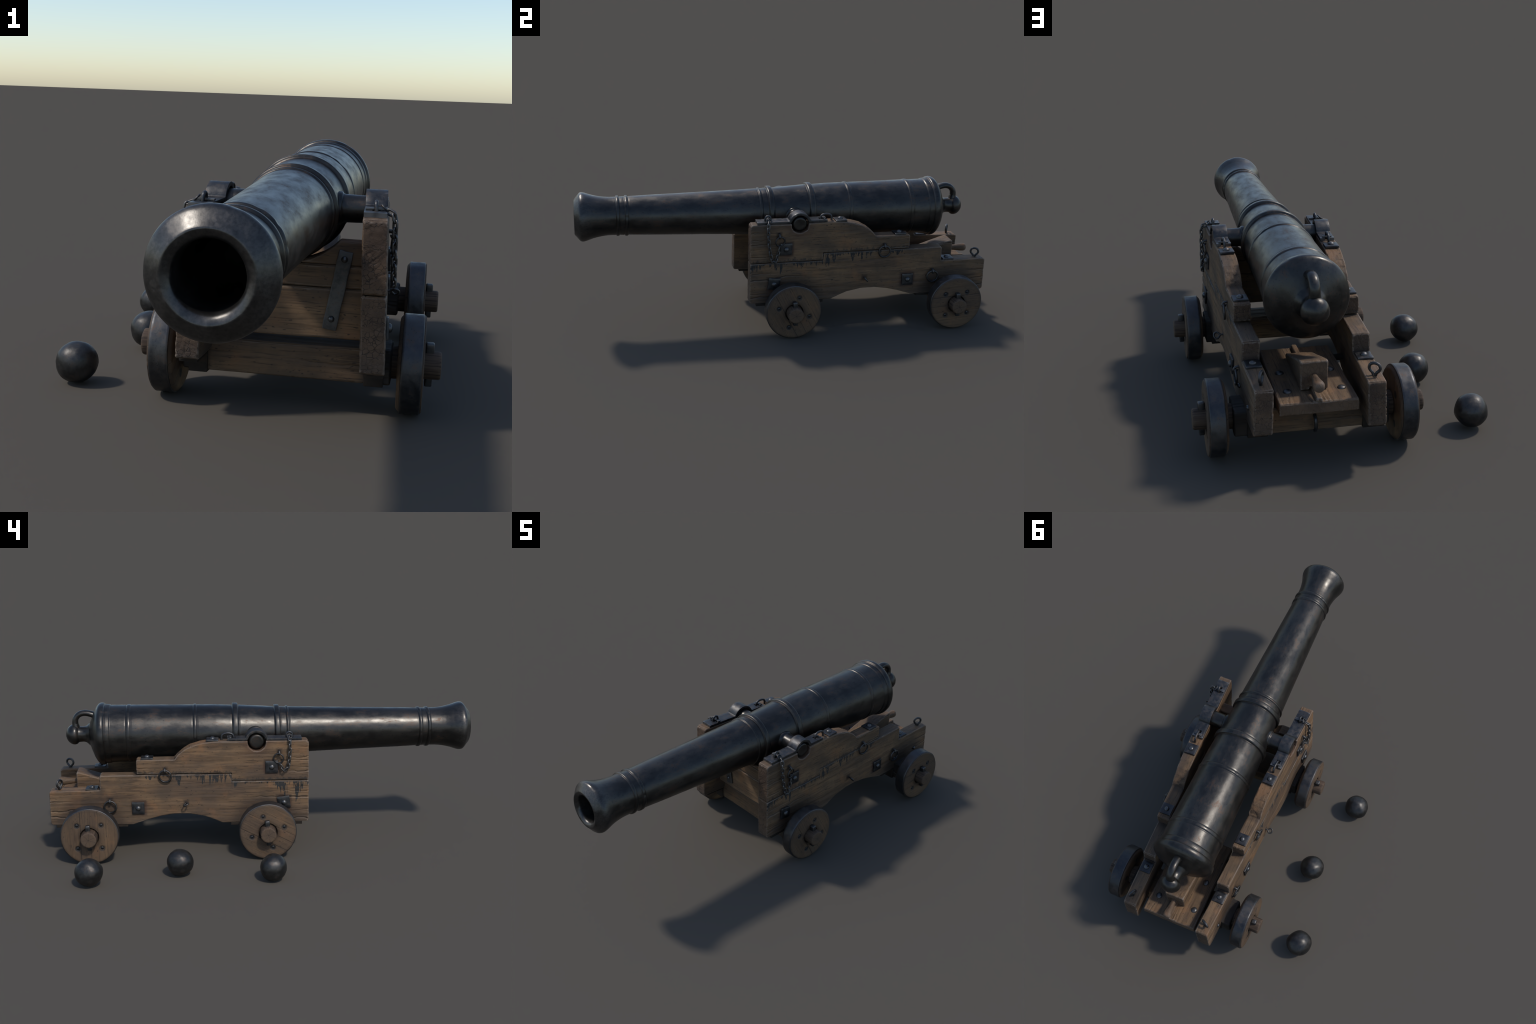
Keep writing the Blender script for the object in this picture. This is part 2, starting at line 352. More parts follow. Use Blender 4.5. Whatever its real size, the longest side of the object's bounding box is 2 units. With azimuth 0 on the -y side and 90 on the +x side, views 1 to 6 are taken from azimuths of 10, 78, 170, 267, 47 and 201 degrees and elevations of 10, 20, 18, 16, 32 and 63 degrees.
def prism(poly, lo, hi, axis, bevel=0.0):
    """Extrude a 2D polygon (the two other axes, in order) between lo and hi along an axis, edges bevelled."""
    bm = bmesh.new()
    def pt(a, q): c = list(q); c.insert(axis, a); return c
    v0 = [bm.verts.new(pt(lo, q)) for q in poly]; v1 = [bm.verts.new(pt(hi, q)) for q in poly]
    f0 = bm.faces.new(v0); f1 = bm.faces.new(v1[::-1]); n = len(poly)
    for i in range(n): bm.faces.new((v0[i], v1[i], v1[(i + 1) % n], v0[(i + 1) % n]))
    bmesh.ops.recalc_face_normals(bm, faces=bm.faces)
    if bevel > 0:
        rim = list(f0.edges) + list(f1.edges)
        bmesh.ops.bevel(bm, geom=rim, offset=bevel, offset_type='OFFSET', segments=2, profile=0.5, affect='EDGES', clamp_overlap=True)
    return bm

def box(x0, x1, y0, y1, z0, z1, bevel=0.003, segs=2):
    bm = bmesh.new(); bmesh.ops.create_cube(bm, size=1.0)
    for v in bm.verts: v.co = Vector((x0 + (v.co.x + .5) * (x1 - x0), y0 + (v.co.y + .5) * (y1 - y0), z0 + (v.co.z + .5) * (z1 - z0)))
    if bevel > 0: bmesh.ops.bevel(bm, geom=list(bm.edges), offset=bevel, segments=segs, profile=0.5, affect='EDGES')
    return bm

def arrays(me):
    v = np.empty(len(me.vertices) * 3); me.vertices.foreach_get("co", v)
    n = np.empty(len(me.vertices) * 3); me.vertex_normals.foreach_get("vector", n)
    return v.reshape(-1, 3), n.reshape(-1, 3)

def set_co(me, v):
    me.vertices.foreach_set("co", np.ascontiguousarray(v, dtype=np.float32).ravel()); me.update()

def voxel(bm, size):
    """Remesh a closed solid to an even fine mesh (edges come out slightly worn)."""
    me = bpy.data.meshes.new("tmp"); bm.to_mesh(me); bm.free()
    o = bpy.data.objects.new("tmp", me); COL.objects.link(o)
    m = o.modifiers.new("remesh", 'REMESH'); m.mode = 'VOXEL'; m.voxel_size = size; m.use_smooth_shade = True
    dg = bpy.context.evaluated_depsgraph_get()
    new = bpy.data.meshes.new_from_object(o.evaluated_get(dg))
    bpy.data.objects.remove(o); bpy.data.meshes.remove(me)
    return new

def timber(name, bm, axis, seed, mat, cracks=(), size=0.003, warp=None, rough=1.0, ends=4, checks=10):
    """A hewn timber: even mesh, waney surface, chipped arrises, splits running in from the ends along the grain."""
    me = voxel(bm, size); v, n = arrays(me); rng = random.Random(seed)
    lo, hi = v.min(0), v.max(0); others = [i for i in range(3) if i != axis]
    d = 0.0010 * fbm(v * 9.0, 3, seed)
    s = v * 95.0; s[:, axis] = v[:, axis] * 5.0
    d += 0.0010 * fbm(s, 2, seed + 3)
    edge = np.clip((0.96 - np.abs(n).max(1)) / 0.2, 0, 1)
    d -= edge * (0.0008 + 0.0052 * np.clip(fbm(v * 38.0, 2, seed + 7) - 0.02, 0, 1)) 
    d *= rough
    L = hi[axis] - lo[axis]
    lines = list(cracks)
    for _ in range(ends * 2):    # splits seen on the long faces
        e = rng.choice((0, 1)); face = rng.choice(others); pos = rng.uniform(0.08, 0.92)
        lines.append((e, face, rng.choice((-1, 1)), pos, rng.uniform(0.04, 0.20) * min(1, L / 0.6), rng.uniform(0.0020, 0.0034), rng.uniform(0.002, 0.0045)))
    for e, face, sgn, pos, ln, wd, dp in lines:
        q = [i for i in others if i != face][0]
        a = (hi[axis] - v[:, axis]) if e else (v[:, axis] - lo[axis])
        c0 = lo[q] + pos * (hi[q] - lo[q])
        wob = 0.010 * vnoise(np.stack([v[:, axis] * 7, np.full(len(v), pos * 31), np.full(len(v), seed * 1.0)], 1), seed + 11) \
            + 0.003 * vnoise(np.stack([v[:, axis] * 40, np.full(len(v), pos * 31), np.full(len(v), seed * 1.0)], 1), seed + 12)
        taper = np.clip(1 - a / ln, 0, 1) ** 0.6
        m = np.clip(1 - np.abs(v[:, q] - c0 - wob) / (wd * (0.5 + 0.6 * taper)), 0, 1) * taper * (a < ln)
        m *= (n[:, face] * sgn > 0.55) * np.clip(0.35 + a / 0.02, 0, 1)      # shallow where they reach the arris
        d -= dp * m
    for _ in range(checks):      # star checks across the end grain
        e = rng.choice((0, 1)); ang = rng.uniform(0, math.pi)
        cq = [lo[o] + rng.random() * (hi[o] - lo[o]) for o in others]
        uu = (v[:, others[0]] - cq[0]) * math.cos(ang) + (v[:, others[1]] - cq[1]) * math.sin(ang)
        ww = -(v[:, others[0]] - cq[0]) * math.sin(ang) + (v[:, others[1]] - cq[1]) * math.cos(ang)
        ln = rng.uniform(0.012, 0.04)
        ww = ww + 0.004 * vnoise(np.stack([uu * 60, np.full(len(v), ang * 9), np.full(len(v), seed + 2.0)], 1), seed + 21)
        m = np.clip(1 - np.abs(ww) / 0.0022, 0, 1) * np.clip(1 - np.abs(uu) / ln, 0, 1) ** 0.5 * (n[:, axis] * (1 if e else -1) > 0.7)
        d -= 0.0015 * m
    v = v + n * d[:, None]
    if warp: v = warp(v)
    set_co(me, v)
    me.name = name
    if mat is not None: me.materials.append(mat)
    return me

def half(y, z): return 0.2590 - 0.037 * (y + 0.2) - 0.0325 * (z - 0.35)    # outer face of a cheek from the middle
def cheek_warp(s):
    """(depth from the inner face, y, z) -> the splayed, leaning cheek on side s."""
    def w(v):
        out = v.copy(); out[:, 0] = CX + s * (half(v[:, 1], v[:, 2]) - T + v[:, 0]); return out
    return w
def cheek_point(s, u, y, z): return Vector((CX + s * (half(y, z) - T + u), y, z))
def cheek_frame(s, u, y, z):
    """Matrix whose local x points out of the cheek, y along it and z up."""
    ax = Vector((s, 0.037, 0.0325)).normalized(); ay = Vector((-0.037 * s, 1, 0)); ay = (ay - ax * ax.dot(ay)).normalized()
    az = ax.cross(ay)
    if s < 0: ay = -ay; az = ax.cross(ay)
    m = Matrix((ax, ay, az)).transposed().to_4x4(); m.translation = cheek_point(s, u, y, z); return m

def rot(ax, deg): return Matrix.Rotation(math.radians(deg), 4, ax)
def at(o, m): o.matrix_world = m; return o

# ------------------------------------------------------------------ the gun
gun = bpy.data.objects.new("ship_cannon", None); COL.objects.link(gun)
gun["label"] = "black iron muzzle-loading cannon on stepped wooden four-wheeled carriage"
gun["category"] = "cannon"
gun.location = (CX, 0.35, 0.0)
INV = Matrix.Translation((-CX, -0.35, 0.0))
def child(o, parent=None):
    """Parent while keeping the world placement."""
    mw = o.matrix_world.copy() if parent is None or True else None
    o.parent = parent or gun
    pm = INV.inverted() if (parent is None or parent is gun) else WORLD[parent.name]
    o.matrix_parent_inverse = pm.inverted()
    o.matrix_basis = WORLD.get(o.name, Matrix.Identity(4))
    return o
WORLD = {}
def place(name, me, m=None, parent=None):
    o = bpy.data.objects.new(name, me); COL.objects.link(o)
    WORLD[o.name] = (m or Matrix.Identity(4)).copy()
    return child(o, parent)
WORLD[gun.name] = INV.inverted()

def build_barrel():
    rings = lambda y0, y1, base, top: [(y0 - .0060, base), (y0 - .0030, base - .0007), (y0 - .0008, base - .0004), (y0 + .0004, base + (top - base) * .55), (y0 + .0026, top - .0003), ((y0 + y1) / 2, top + .0002), (y1 - .0026, top - .0003), (y1 - .0004, base + (top - base) * .55), (y1 + .0008, base - .0004), (y1 + .0030, base - .0007), (y1 + .0060, base)]
    prof = [(-0.45, 0.0), (-0.45, 0.0610), (-0.980, 0.0620), (-0.9875, 0.0628), (-0.9925, 0.0655), (-0.9960, 0.0700), (-0.9985, 0.0750), (-0.9998, 0.0785), (-1.000, 0.0808), (-0.9985, 0.0835),
            (-0.977, 0.1095), (-0.9715, 0.1145), (-0.9650, 0.1165), (-0.9570, 0.1163), (-0.9480, 0.1142), (-0.9165, 0.1037), (-0.895, 0.0983), (-0.8785, 0.0950), (-0.858, 0.0923), (-0.8407, 0.0910), (-0.815, 0.0908)]
    prof += rings(-0.8055, -0.7905, 0.0912, 0.0962) + rings(-0.7645, -0.7495, 0.0918, 0.0966)
    prof += [(-0.6618, 0.0950), (-0.4126, 0.1020), (-0.2637, 0.1068), (-0.135, 0.1113)]
    prof += rings(-0.1245, -0.1130, 0.1118, 0.1160) + rings(-0.0820, -0.0565, 0.1135, 0.1226)
    prof += [(0.0, 0.1175), (0.06, 0.1212)] + rings(0.1150, 0.1430, 0.1248, 0.1346)
    prof += [(0.22, 0.1288)] + rings(0.3120, 0.3270, 0.1303, 0.1332)
    prof += [(0.45, 0.1322), (0.55, 0.1342)] + rings(0.6230, 0.6405, 0.1355, 0.1382)
    prof += [(0.7145, 0.1366), (0.7180, 0.1364), (0.7195, 0.1384), (0.7225, 0.1402), (0.7300, 0.1408), (0.7400, 0.1416), (0.7425, 0.1404), (0.7445, 0.1406), (0.7460, 0.1440), (0.7490, 0.1470), (0.7540, 0.1482), (0.7615, 0.1488), (0.7690, 0.1472), (0.7760, 0.1428),
             (0.7850, 0.1320), (0.7945, 0.1165), (0.8020, 0.1000), (0.8090, 0.0820), (0.8150, 0.0660), (0.8190, 0.0575), (0.8200, 0.0552), (0.8250, 0.0520), (0.8310, 0.0455), (0.8390, 0.0395), (0.8490, 0.0366), (0.8620, 0.0366), (0.8730, 0.0378),
             (0.8765, 0.0400), (0.8810, 0.0448), (0.8870, 0.0478), (0.8945, 0.0488), (0.9030, 0.0477), (0.9115, 0.0440), (0.9200, 0.0375), (0.9270, 0.0285), (0.9320, 0.0175), (0.9345, 0.0080), (0.9350, 0.0)]
    V, F = lathe(refine(prof, 0.0045), 160, 1)
    me = mesh("barrel", V, F, M_BARREL)
    v, n = arrays(me)
    out = np.linalg.norm(v[:, [0, 2]], axis=1) > 0.064
    d = 0.00022 * fbm(v * np.array([9.0, 3.0, 9.0]), 2, 5) + 0.00018 * fbm(v * np.array([50.0, 16.0, 50.0]), 2, 9)
    rng = random.Random(8)
    for _ in range(26):      # knocks and dents, mostly on the raised mouldings
        yc = rng.choice((-0.962, -0.757, -0.798, -0.119, -0.069, 0.129, 0.319, 0.632, 0.729, 0.76, rng.uniform(-0.9, 0.75))); t = rng.uniform(0, 6.283)
        r = 0.13; c = np.array([r * math.cos(t), yc, r * math.sin(t)])
        rr = rng.uniform(0.008, 0.022); q = v - c; q[:, 1] *= 1.6
        ang = np.arctan2(v[:, 2], v[:, 0]) - t; ang = np.abs((ang + np.pi) % (2 * np.pi) - np.pi) * 0.12
        q = np.sqrt(ang ** 2 + (1.3 * (v[:, 1] - yc)) ** 2)
        d -= rng.uniform(0.0010, 0.0026) * np.exp(-(q / rr * 1.8) ** 2)
    v = v + n * (d * out)[:, None]
    v[:, 1] = np.clip(v[:, 1], -1.0, 2)
    v += np.array([CX, 0, AXZ]); set_co(me, v)
    barrel = place("barrel", me)
    # breeching loop over the button
    path = smooth_path([(CX, 0.782, 0.610), (CX, 0.800, 0.6200), (CX, 0.822, 0.6275), (CX, 0.846, 0.6300), (CX, 0.869, 0.6230), (CX, 0.8845, 0.6060), (CX, 0.8885, 0.5860), (CX, 0.8870, 0.5720), (CX, 0.8840, 0.555)], 6)
    R = [0.0164 - 0.0024 * math.sin(math.pi * i / (len(path) - 1)) + 0.004 * max(0, i / (len(path) - 1) - 0.8) * 5 * 0.6 for i in range(len(path))]
    V, F = tube(path, R, 20, False, 1.32, (1, 0, 0))
    place("breeching_loop", mesh("breeching_loop", V, F, M_BARREL), None, barrel)
    # trunnions
    for s in (1, -1):
        p = [(0.085, 0.0455), (0.116, 0.0445), (0.1205, 0.0432), (0.1225, 0.0405), (0.1240, 0.0384), (0.128, 0.0374), (0.150, 0.0370), (0.224, 0.0362), (0.2300, 0.0345), (0.2355, 0.0305), (0.2368, 0.0285), (0.2368, 0.0)]
        V, F = lathe(refine(p, 0.006), 64, 0)
        V += 0.0006 * fbm(V * 40, 2, 3)[:, None]
        V[:, 0] = CX + s * V[:, 0]; V[:, 1] += TRY; V[:, 2] += TRZ
        place("trunnion", mesh("trunnion", V, F, M_BARREL, 50), None, barrel)
build_barrel()

# ------------------------------------------------------------------ cheeks
def cheek_profiles():
    g = 0.0016
    notch = [(TRY + 0.042 * math.cos(a), TRZ + 0.042 * math.sin(a)) for a in np.linspace(math.pi - 0.10, 2 * math.pi + 0.10, 19)]
    hump = [(0.205, 0.5350), (0.236, 0.5343), (0.2678, 0.5312), (0.302, 0.5255), (0.345, 0.5125), (0.3753, 0.4960), (0.4016, 0.4752), (0.420, 0.4535)]
    up = [(-0.200, SEAM_F + g), (-0.200, 0.5350)] + notch + hump + [(0.593, 0.4530), (0.593, SEAM_R + g), (SEAM_Y, SEAM_R + g), (SEAM_Y, SEAM_F + g)]
    r = [0.006, 0.014] + [0] * len(notch) + [0] * len(hump) + [0.008, 0.004, 0.002, 0.003]
    arch = [(0.6172, 0.1461), (0.5466, 0.1690), (0.485, 0.1850), (0.424, 0.1938), (0.3544, 0.1938), (0.2852, 0.1808), (0.242, 0.1648), (0.2031, 0.1473)]
    lowp = [(-0.200, 0.1495), (-0.200, SEAM_F - g), (SEAM_Y, SEAM_F - g), (SEAM_Y, SEAM_R - g), (0.7640, 0.3815), (0.7640, 0.3125), (0.9990, 0.3100), (0.9990, 0.1480)] + arch
    r2 = [0.010, 0.005, 0.002, 0.003, 0.009, 0.002, 0.011, 0.013] + [0] * len(arch)
    return rounded(up, r, 4), rounded(lowp, r2, 4)

UP, LOW = cheek_profiles()
for s in (1, -1):
    long_cracks_up = [(0, 0, 1, 0.47, 0.17, 0.0032, 0.0055), (0, 0, 1, 0.20, 0.11, 0.0040, 0.0065), (0, 0, 1, 0.33, 0.06, 0.003, 0.004), (0, 0, 1, 0.62, 0.09, 0.0032, 0.005), (0, 0, 1, 0.80, 0.05, 0.003, 0.004), (1, 0, 1, 0.22, 0.12, 0.003, 0.004), (1, 0, 1, 0.36, 0.07, 0.003, 0.004)]
    long_cracks_low = [(0, 0, 1, 0.52, 0.27, 0.0042, 0.0075), (0, 0, 1, 0.10, 0.15, 0.0034, 0.0055), (0, 0, 1, 0.22, 0.10, 0.003, 0.004), (0, 0, 1, 0.67, 0.14, 0.0032, 0.0045), (1, 0, 1, 0.28, 0.15, 0.004, 0.006),
                       (1, 0, 1, 0.48, 0.12, 0.0036, 0.0055), (1, 0, 1, 0.13, 0.17, 0.0036, 0.0055), (1, 0, 1, 0.60, 0.12, 0.0026, 0.003)]
    me = timber("cheek_plank", prism(UP, 0.0, T, 0, 0.0055), 1, 31 + s, M_CHEEK[s][0], long_cracks_up, 0.0025, cheek_warp(s), ends=2, checks=22)
    if s < 0: me.flip_normals()
    place("cheek_plank", me)
    me = timber("cheek_plank", prism(LOW, 0.0, T, 0, 0.0055), 1, 41 + s, M_CHEEK[s][1], long_cracks_low, 0.0025, cheek_warp(s), ends=2, checks=26)
    if s < 0: me.flip_normals()
    place("cheek_plank", me)

# ------------------------------------------------------------------ transom boards between the cheeks at the front
def transom():
    y0, y1, zc, rc = -0.100, -0.048, 0.055, 0.1765
    inner = lambda z: half(-0.08, z) - T + 0.004
    def board(z0, z1, seed, cut=False):
        w0 = 0.2
        if cut:
            arc = [(rc * math.cos(a), AXZ + zc + rc * math.sin(a)) for a in np.linspace(-math.radians(42.5), -math.pi + math.radians(42.5), 25)]
            poly = [(-w0, z0), (w0, z0), (w0, z1)] + arc + [(-w0, z1)]
        else: poly = [(-w0, z0), (w0, z0), (w0, z1), (-w0, z1)]
        def w(v):
            o = v.copy(); k = inner(v[:, 2]) / w0
            far = np.clip((np.abs(v[:, 0]) - 0.13) / (w0 - 0.13), 0, 1)
            o[:, 0] = CX + v[:, 0] * (1 + far * (k - 1)); return o
        place("transom_board", timber("transom_board", prism(poly, y0, y1, 1, 0.004), 0, seed, M_TRANSOM, (), 0.003, w, ends=3))
    board(0.208, 0.3392, 61); board(0.3410, 0.3990, 62); board(0.4006, 0.4630, 63, True)
transom()

# ------------------------------------------------------------------ iron parts shared by many places
def plate_mesh(sz, th, seed):
    bm = box(-0.002, th, -sz / 2, sz / 2, -sz / 2, sz / 2, 0.0016, 2)
    bmesh.ops.subdivide_edges(bm, edges=[e for e in bm.edges if e.calc_length() > 0.02], cuts=4, use_grid_fill=True)
    me = from_bm("square_plate", bm, M_IRON, 40); v, n = arrays(me)
    v += n * (0.0010 * fbm(v * 55, 2, seed))[:, None]; set_co(me, v); return me
def dome(r, h, base=0.001):
    p = [(-0.004, r), (base, r)] + [(base + (h - base) * math.sin(a), r * math.cos(a)) for a in np.linspace(0.15, math.pi / 2, 8)]
    p[-1] = (h, 0.0); V, F = lathe(p, 24, 0); return mesh("bolt_head", V, F, M_BOLT, 60)
PLATES = [plate_mesh(0.057, 0.0075, k) for k in (1, 2, 3)]
DOME = dome(0.0125, 0.0105)
BEDBOLT = dome(0.0148, 0.0085)
STUD = dome(0.0085, 0.0085)

def plate(m, k=0, scale=1.0):
    o = place("square_plate", PLATES[k % 3], m @ Matrix.Diagonal((1, scale, scale, 1)))
    b = place("bolt_head", DOME, m @ Matrix.Translation((0.0068, 0, 0)), o); return o

def torus_mesh(name, R, r, mat, sy=1.0):
    path = [(0, R * math.cos(t), R * sy * math.sin(t)) for t in np.linspace(0, 2 * math.pi, 40, endpoint=False)]
    V, F = tube(path, r, 12, True); return mesh(name, V, F, mat)
RING = torus_mesh("lashing_ring", 0.0278, 0.0043, M_CHAIN)
RING_S = torus_mesh("lashing_ring", 0.0226, 0.0036, M_CHAIN)
def eye_staple():      # a small drooping eye driven into the wood, in the x-z plane
    path = smooth_path([(-0.006, 0, 0.006), (0.006, 0, 0.0065), (0.015, 0, 0.003), (0.019, 0, -0.005), (0.015, 0, -0.012), (0.009, 0, -0.0085), (0.0075, 0, -0.003)], 6)
    V, F = tube(path, 0.0042, 10, False, 1.15, (0, 1, 0)); return mesh("ring_eye", V, F, M_CHAIN)
EYE = eye_staple()
def eye_bolt():        # closed eye on a shank, standing along local x, loop in the x-z plane
    loop = smooth_path([(0.004, 0, 0.004), (0.012, 0, 0.0075), (0.020, 0, 0.0155), (0.030, 0, 0.0185), (0.041, 0, 0.0135), (0.0455, 0, 0.0), (0.041, 0, -0.0135), (0.030, 0, -0.0185), (0.020, 0, -0.0155), (0.012, 0, -0.0075), (0.004, 0, -0.004), (-0.006, 0, -0.002)], 5)
    V, F = tube(loop, 0.0052, 12); me = mesh("eye_bolt", V, F, M_IRON); return me
EYEBOLT = eye_bolt()
def small_eye_bolt():
    loop = smooth_path([(-0.006, 0, 0.0), (0.008, 0, 0.0005), (0.0150, 0, 0.006), (0.0220, 0, 0.0118), (0.0310, 0, 0.0095), (0.0345, 0, 0.0), (0.0310, 0, -0.0095), (0.0220, 0, -0.0118), (0.0155, 0, -0.006), (0.011, 0, -0.001)], 5)
    V, F = tube(loop, 0.0037, 10); return mesh("eye_bolt", V, F, M_CHAIN)
SMALLEYE = small_eye_bolt()

rngp = random.Random(4)
for s in (1, -1):
    # square washers with bolts on the outer face; the front lower one sits a little crooked
    for k, (y, z, turn) in enumerate(((-0.029, 0.4135, 1), (-0.0845, 0.2440, 8), (0.5905, 0.2260, 0))):
        plate(cheek_frame(s, T, y, z) @ rot('X', turn if s < 0 else -turn), k)
    # square washers on the three steps, facing up
    for k, (y, z) in enumerate(((0.2405, 0.5345), (0.5435, 0.4530), (0.8030, 0.3120))):
        m = cheek_frame(s, T * 0.5, y, z) @ rot('Y', -90)
        m = Matrix.Translation(m.translation) @ rot('Z', 2.2 * s + rngp.uniform(-2, 2)) @ rot('Y', -90) if k else Matrix.Translation(m.translation) @ rot('Z', 2.2 * s) @ rot('X', 2) @ rot('Y', -90)
        plate(m, k + 1, 0.97)
    # lashing rings hanging from driven eyes
    for y, z, me, drop in ((0.4615, 0.408, RING, 0.030), (0.7190, 0.266, RING, 0.030)):
        m = cheek_frame(s, T, y, z)
        e = place("ring_eye", EYE, m)
        place("lashing_ring", me, cheek_frame(s, T + 0.0120, y, z - drop) @ rot('Y', rngp.uniform(2, 9)) @ rot('Z', rngp.uniform(-7, 7)), e)
    m = cheek_frame(s, T, -0.064, 0.4845); e = place("ring_eye", EYE, m)
    place("lashing_ring", RING_S, cheek_frame(s, T + 0.0125, -0.0600, 0.4555) @ rot('Y', 6) @ rot('Z', 8 * s), e)
    # eye bolt low in the middle of the side and eye bolts standing on the tails
    place("eye_bolt", SMALLEYE, cheek_frame(s, T, 0.3690, 0.2490) @ rot('Y', 8) @ rot('X', 90 + (24 if s < 0 else -52)))
    az = 65 if s > 0 else 150
    place("eye_bolt", EYEBOLT, Matrix.Translation(cheek_point(s, T * 0.52, 0.9530, 0.3095)) @ rot('Z', az + (0 if s > 0 else 0)) @ rot('Y', -90) )
    # stud by the rear axle, both sides of it
    for y, z in ((0.735, 0.208), (0.901, 0.207)):
        place("bolt_head", STUD, cheek_frame(s, T, y, z))

# ------------------------------------------------------------------ cap squares over the trunnions, staples and keys
def strap(s):
    r, zf, th = 0.0485, 0.5410, 0.0058
    a0 = math.asin((zf + 0.0105 - TRZ) / r)
    arc = [(TRY + r * math.cos(a), TRZ + r * math.sin(a)) for a in np.linspace(math.pi - a0, a0, 25)]
    ye = r * math.cos(a0)
    fl = lambda sg: smooth_path([(0, TRY + sg * (ye + 0.013), zf, ), (0, TRY + sg * (ye + 0.0060), zf + 0.0018), (0, TRY + sg * (ye + 0.0018), zf + 0.0060), (0, TRY + sg * ye, zf + 0.0105)], 4)
    left = [(p[1], p[2]) for p in fl(-1)]; right = [(p[1], p[2]) for p in fl(1)][::-1]
    path = [(-0.168 + (TRY - ye - 0.013 + 0.168) * k / 10, zf) for k in range(10)] + left[:-1] + arc + right[1:] + [(TRY + ye + 0.013 + (0.1715 - TRY - ye - 0.013) * k / 7, zf) for k in range(1, 8)]
    P = [Vector(p) for p in path]; up, dn = [], []
    for i, p in enumerate(P):
        t = (P[min(i + 1, len(P) - 1)] - P[max(i - 1, 0)]).normalized(); nn = Vector((-t.y, t.x))
        up.append(tuple(p + nn * th)); dn.append(tuple(p - nn * th))
    bm = prism(up + dn[::-1], 0.0015, T - 0.004, 0, 0.0017)
    me = bpy.data.meshes.new("trunnion_strap"); bm.to_mesh(me); bm.free()
    o = bpy.data.objects.new("tmp_strap", me); COL.objects.link(o); cutters = []
    for y0, y1 in ((-0.1300, -0.0960), (0.1340, 0.1725)):      # slots for the staples
        b = box(0.021, 0.041, y0, y1, 0.52, 0.56, 0); cm = bpy.data.meshes.new("cut"); b.to_mesh(cm); b.free()
        c = bpy.data.objects.new("tmp_cut", cm); COL.objects.link(c); cutters.append(c)
        md = o.modifiers.new("slot", 'BOOLEAN'); md.object = c; md.operation = 'DIFFERENCE'; md.solver = 'EXACT'
    new = bpy.data.meshes.new_from_object(o.evaluated_get(bpy.context.evaluated_depsgraph_get()))
    for c in cutters: bpy.data.objects.remove(c)
    bpy.data.objects.remove(o)
    bm = bmesh.new(); bm.from_mesh(new)
    bmesh.ops.triangulate(bm, faces=[f for f in bm.faces if len(f.verts) > 4])
    for _ in range(2):
        long = [e for e in bm.edges if e.calc_length() > 0.012]
        if long: bmesh.ops.subdivide_edges(bm, edges=long, cuts=1)
        bmesh.ops.triangulate(bm, faces=[f for f in bm.faces if len(f.verts) > 4])
    bm.to_mesh(new); bm.free()
    v, n = arrays(new); v = cheek_warp(s)(v)
    set_co(new, v); finish_mesh(new, 38); new.materials.clear(); new.materials.append(M_IRON); new.name = "trunnion_strap"
    so = place("trunnion_strap", new)
    # staples through the slots
    for y0, y1, h in ((-0.1305, -0.0955, 0.0335), (0.1390, 0.2015, 0.0320)):
        ym, hw = (y0 + y1) / 2, (y1 - y0) / 2 - 0.004; z0 = 0.5345
        path = smooth_path([(0, ym - hw, z0 - 0.006), (0, ym - hw, z0 + h * 0.45), (0, ym - hw * 0.72, z0 + h * 0.86), (0, ym, z0 + h), (0, ym + hw * 0.72, z0 + h * 0.86), (0, ym + hw, z0 + h * 0.45), (0, ym + hw, z0 - 0.006)], 6)
        V, F = tube(path, 0.0052, 12); V = np.array(V); V[:, 0] += T * 0.5; V = cheek_warp(s)(V)
        place("staple", mesh("staple", V, F, M_IRON), None, so)
    # flat keys driven through the staples
    for y, z, l0, l1, lift in ((-0.1110, 0.5505, 0.004, 0.052, 0.0), (0.1580, 0.5495, 0.012, 0.049, 0.0)):
        poly = [(l0, -0.0075), (l1, -0.0035), (l1, 0.0035), (l0, 0.0075)]
        bm = prism(poly, z - 0.0030, z + 0.0030, 2, 0.001); km = bpy.data.meshes.new("forelock_key"); bm.to_mesh(km); bm.free()
        v, n = arrays(km); v[:, 1] += y; set_co(km, cheek_warp(s)(v)); finish_mesh(km, 40); km.materials.append(M_IRON)
        place("forelock_key", km, None, so)
for s in (1, -1): strap(s)

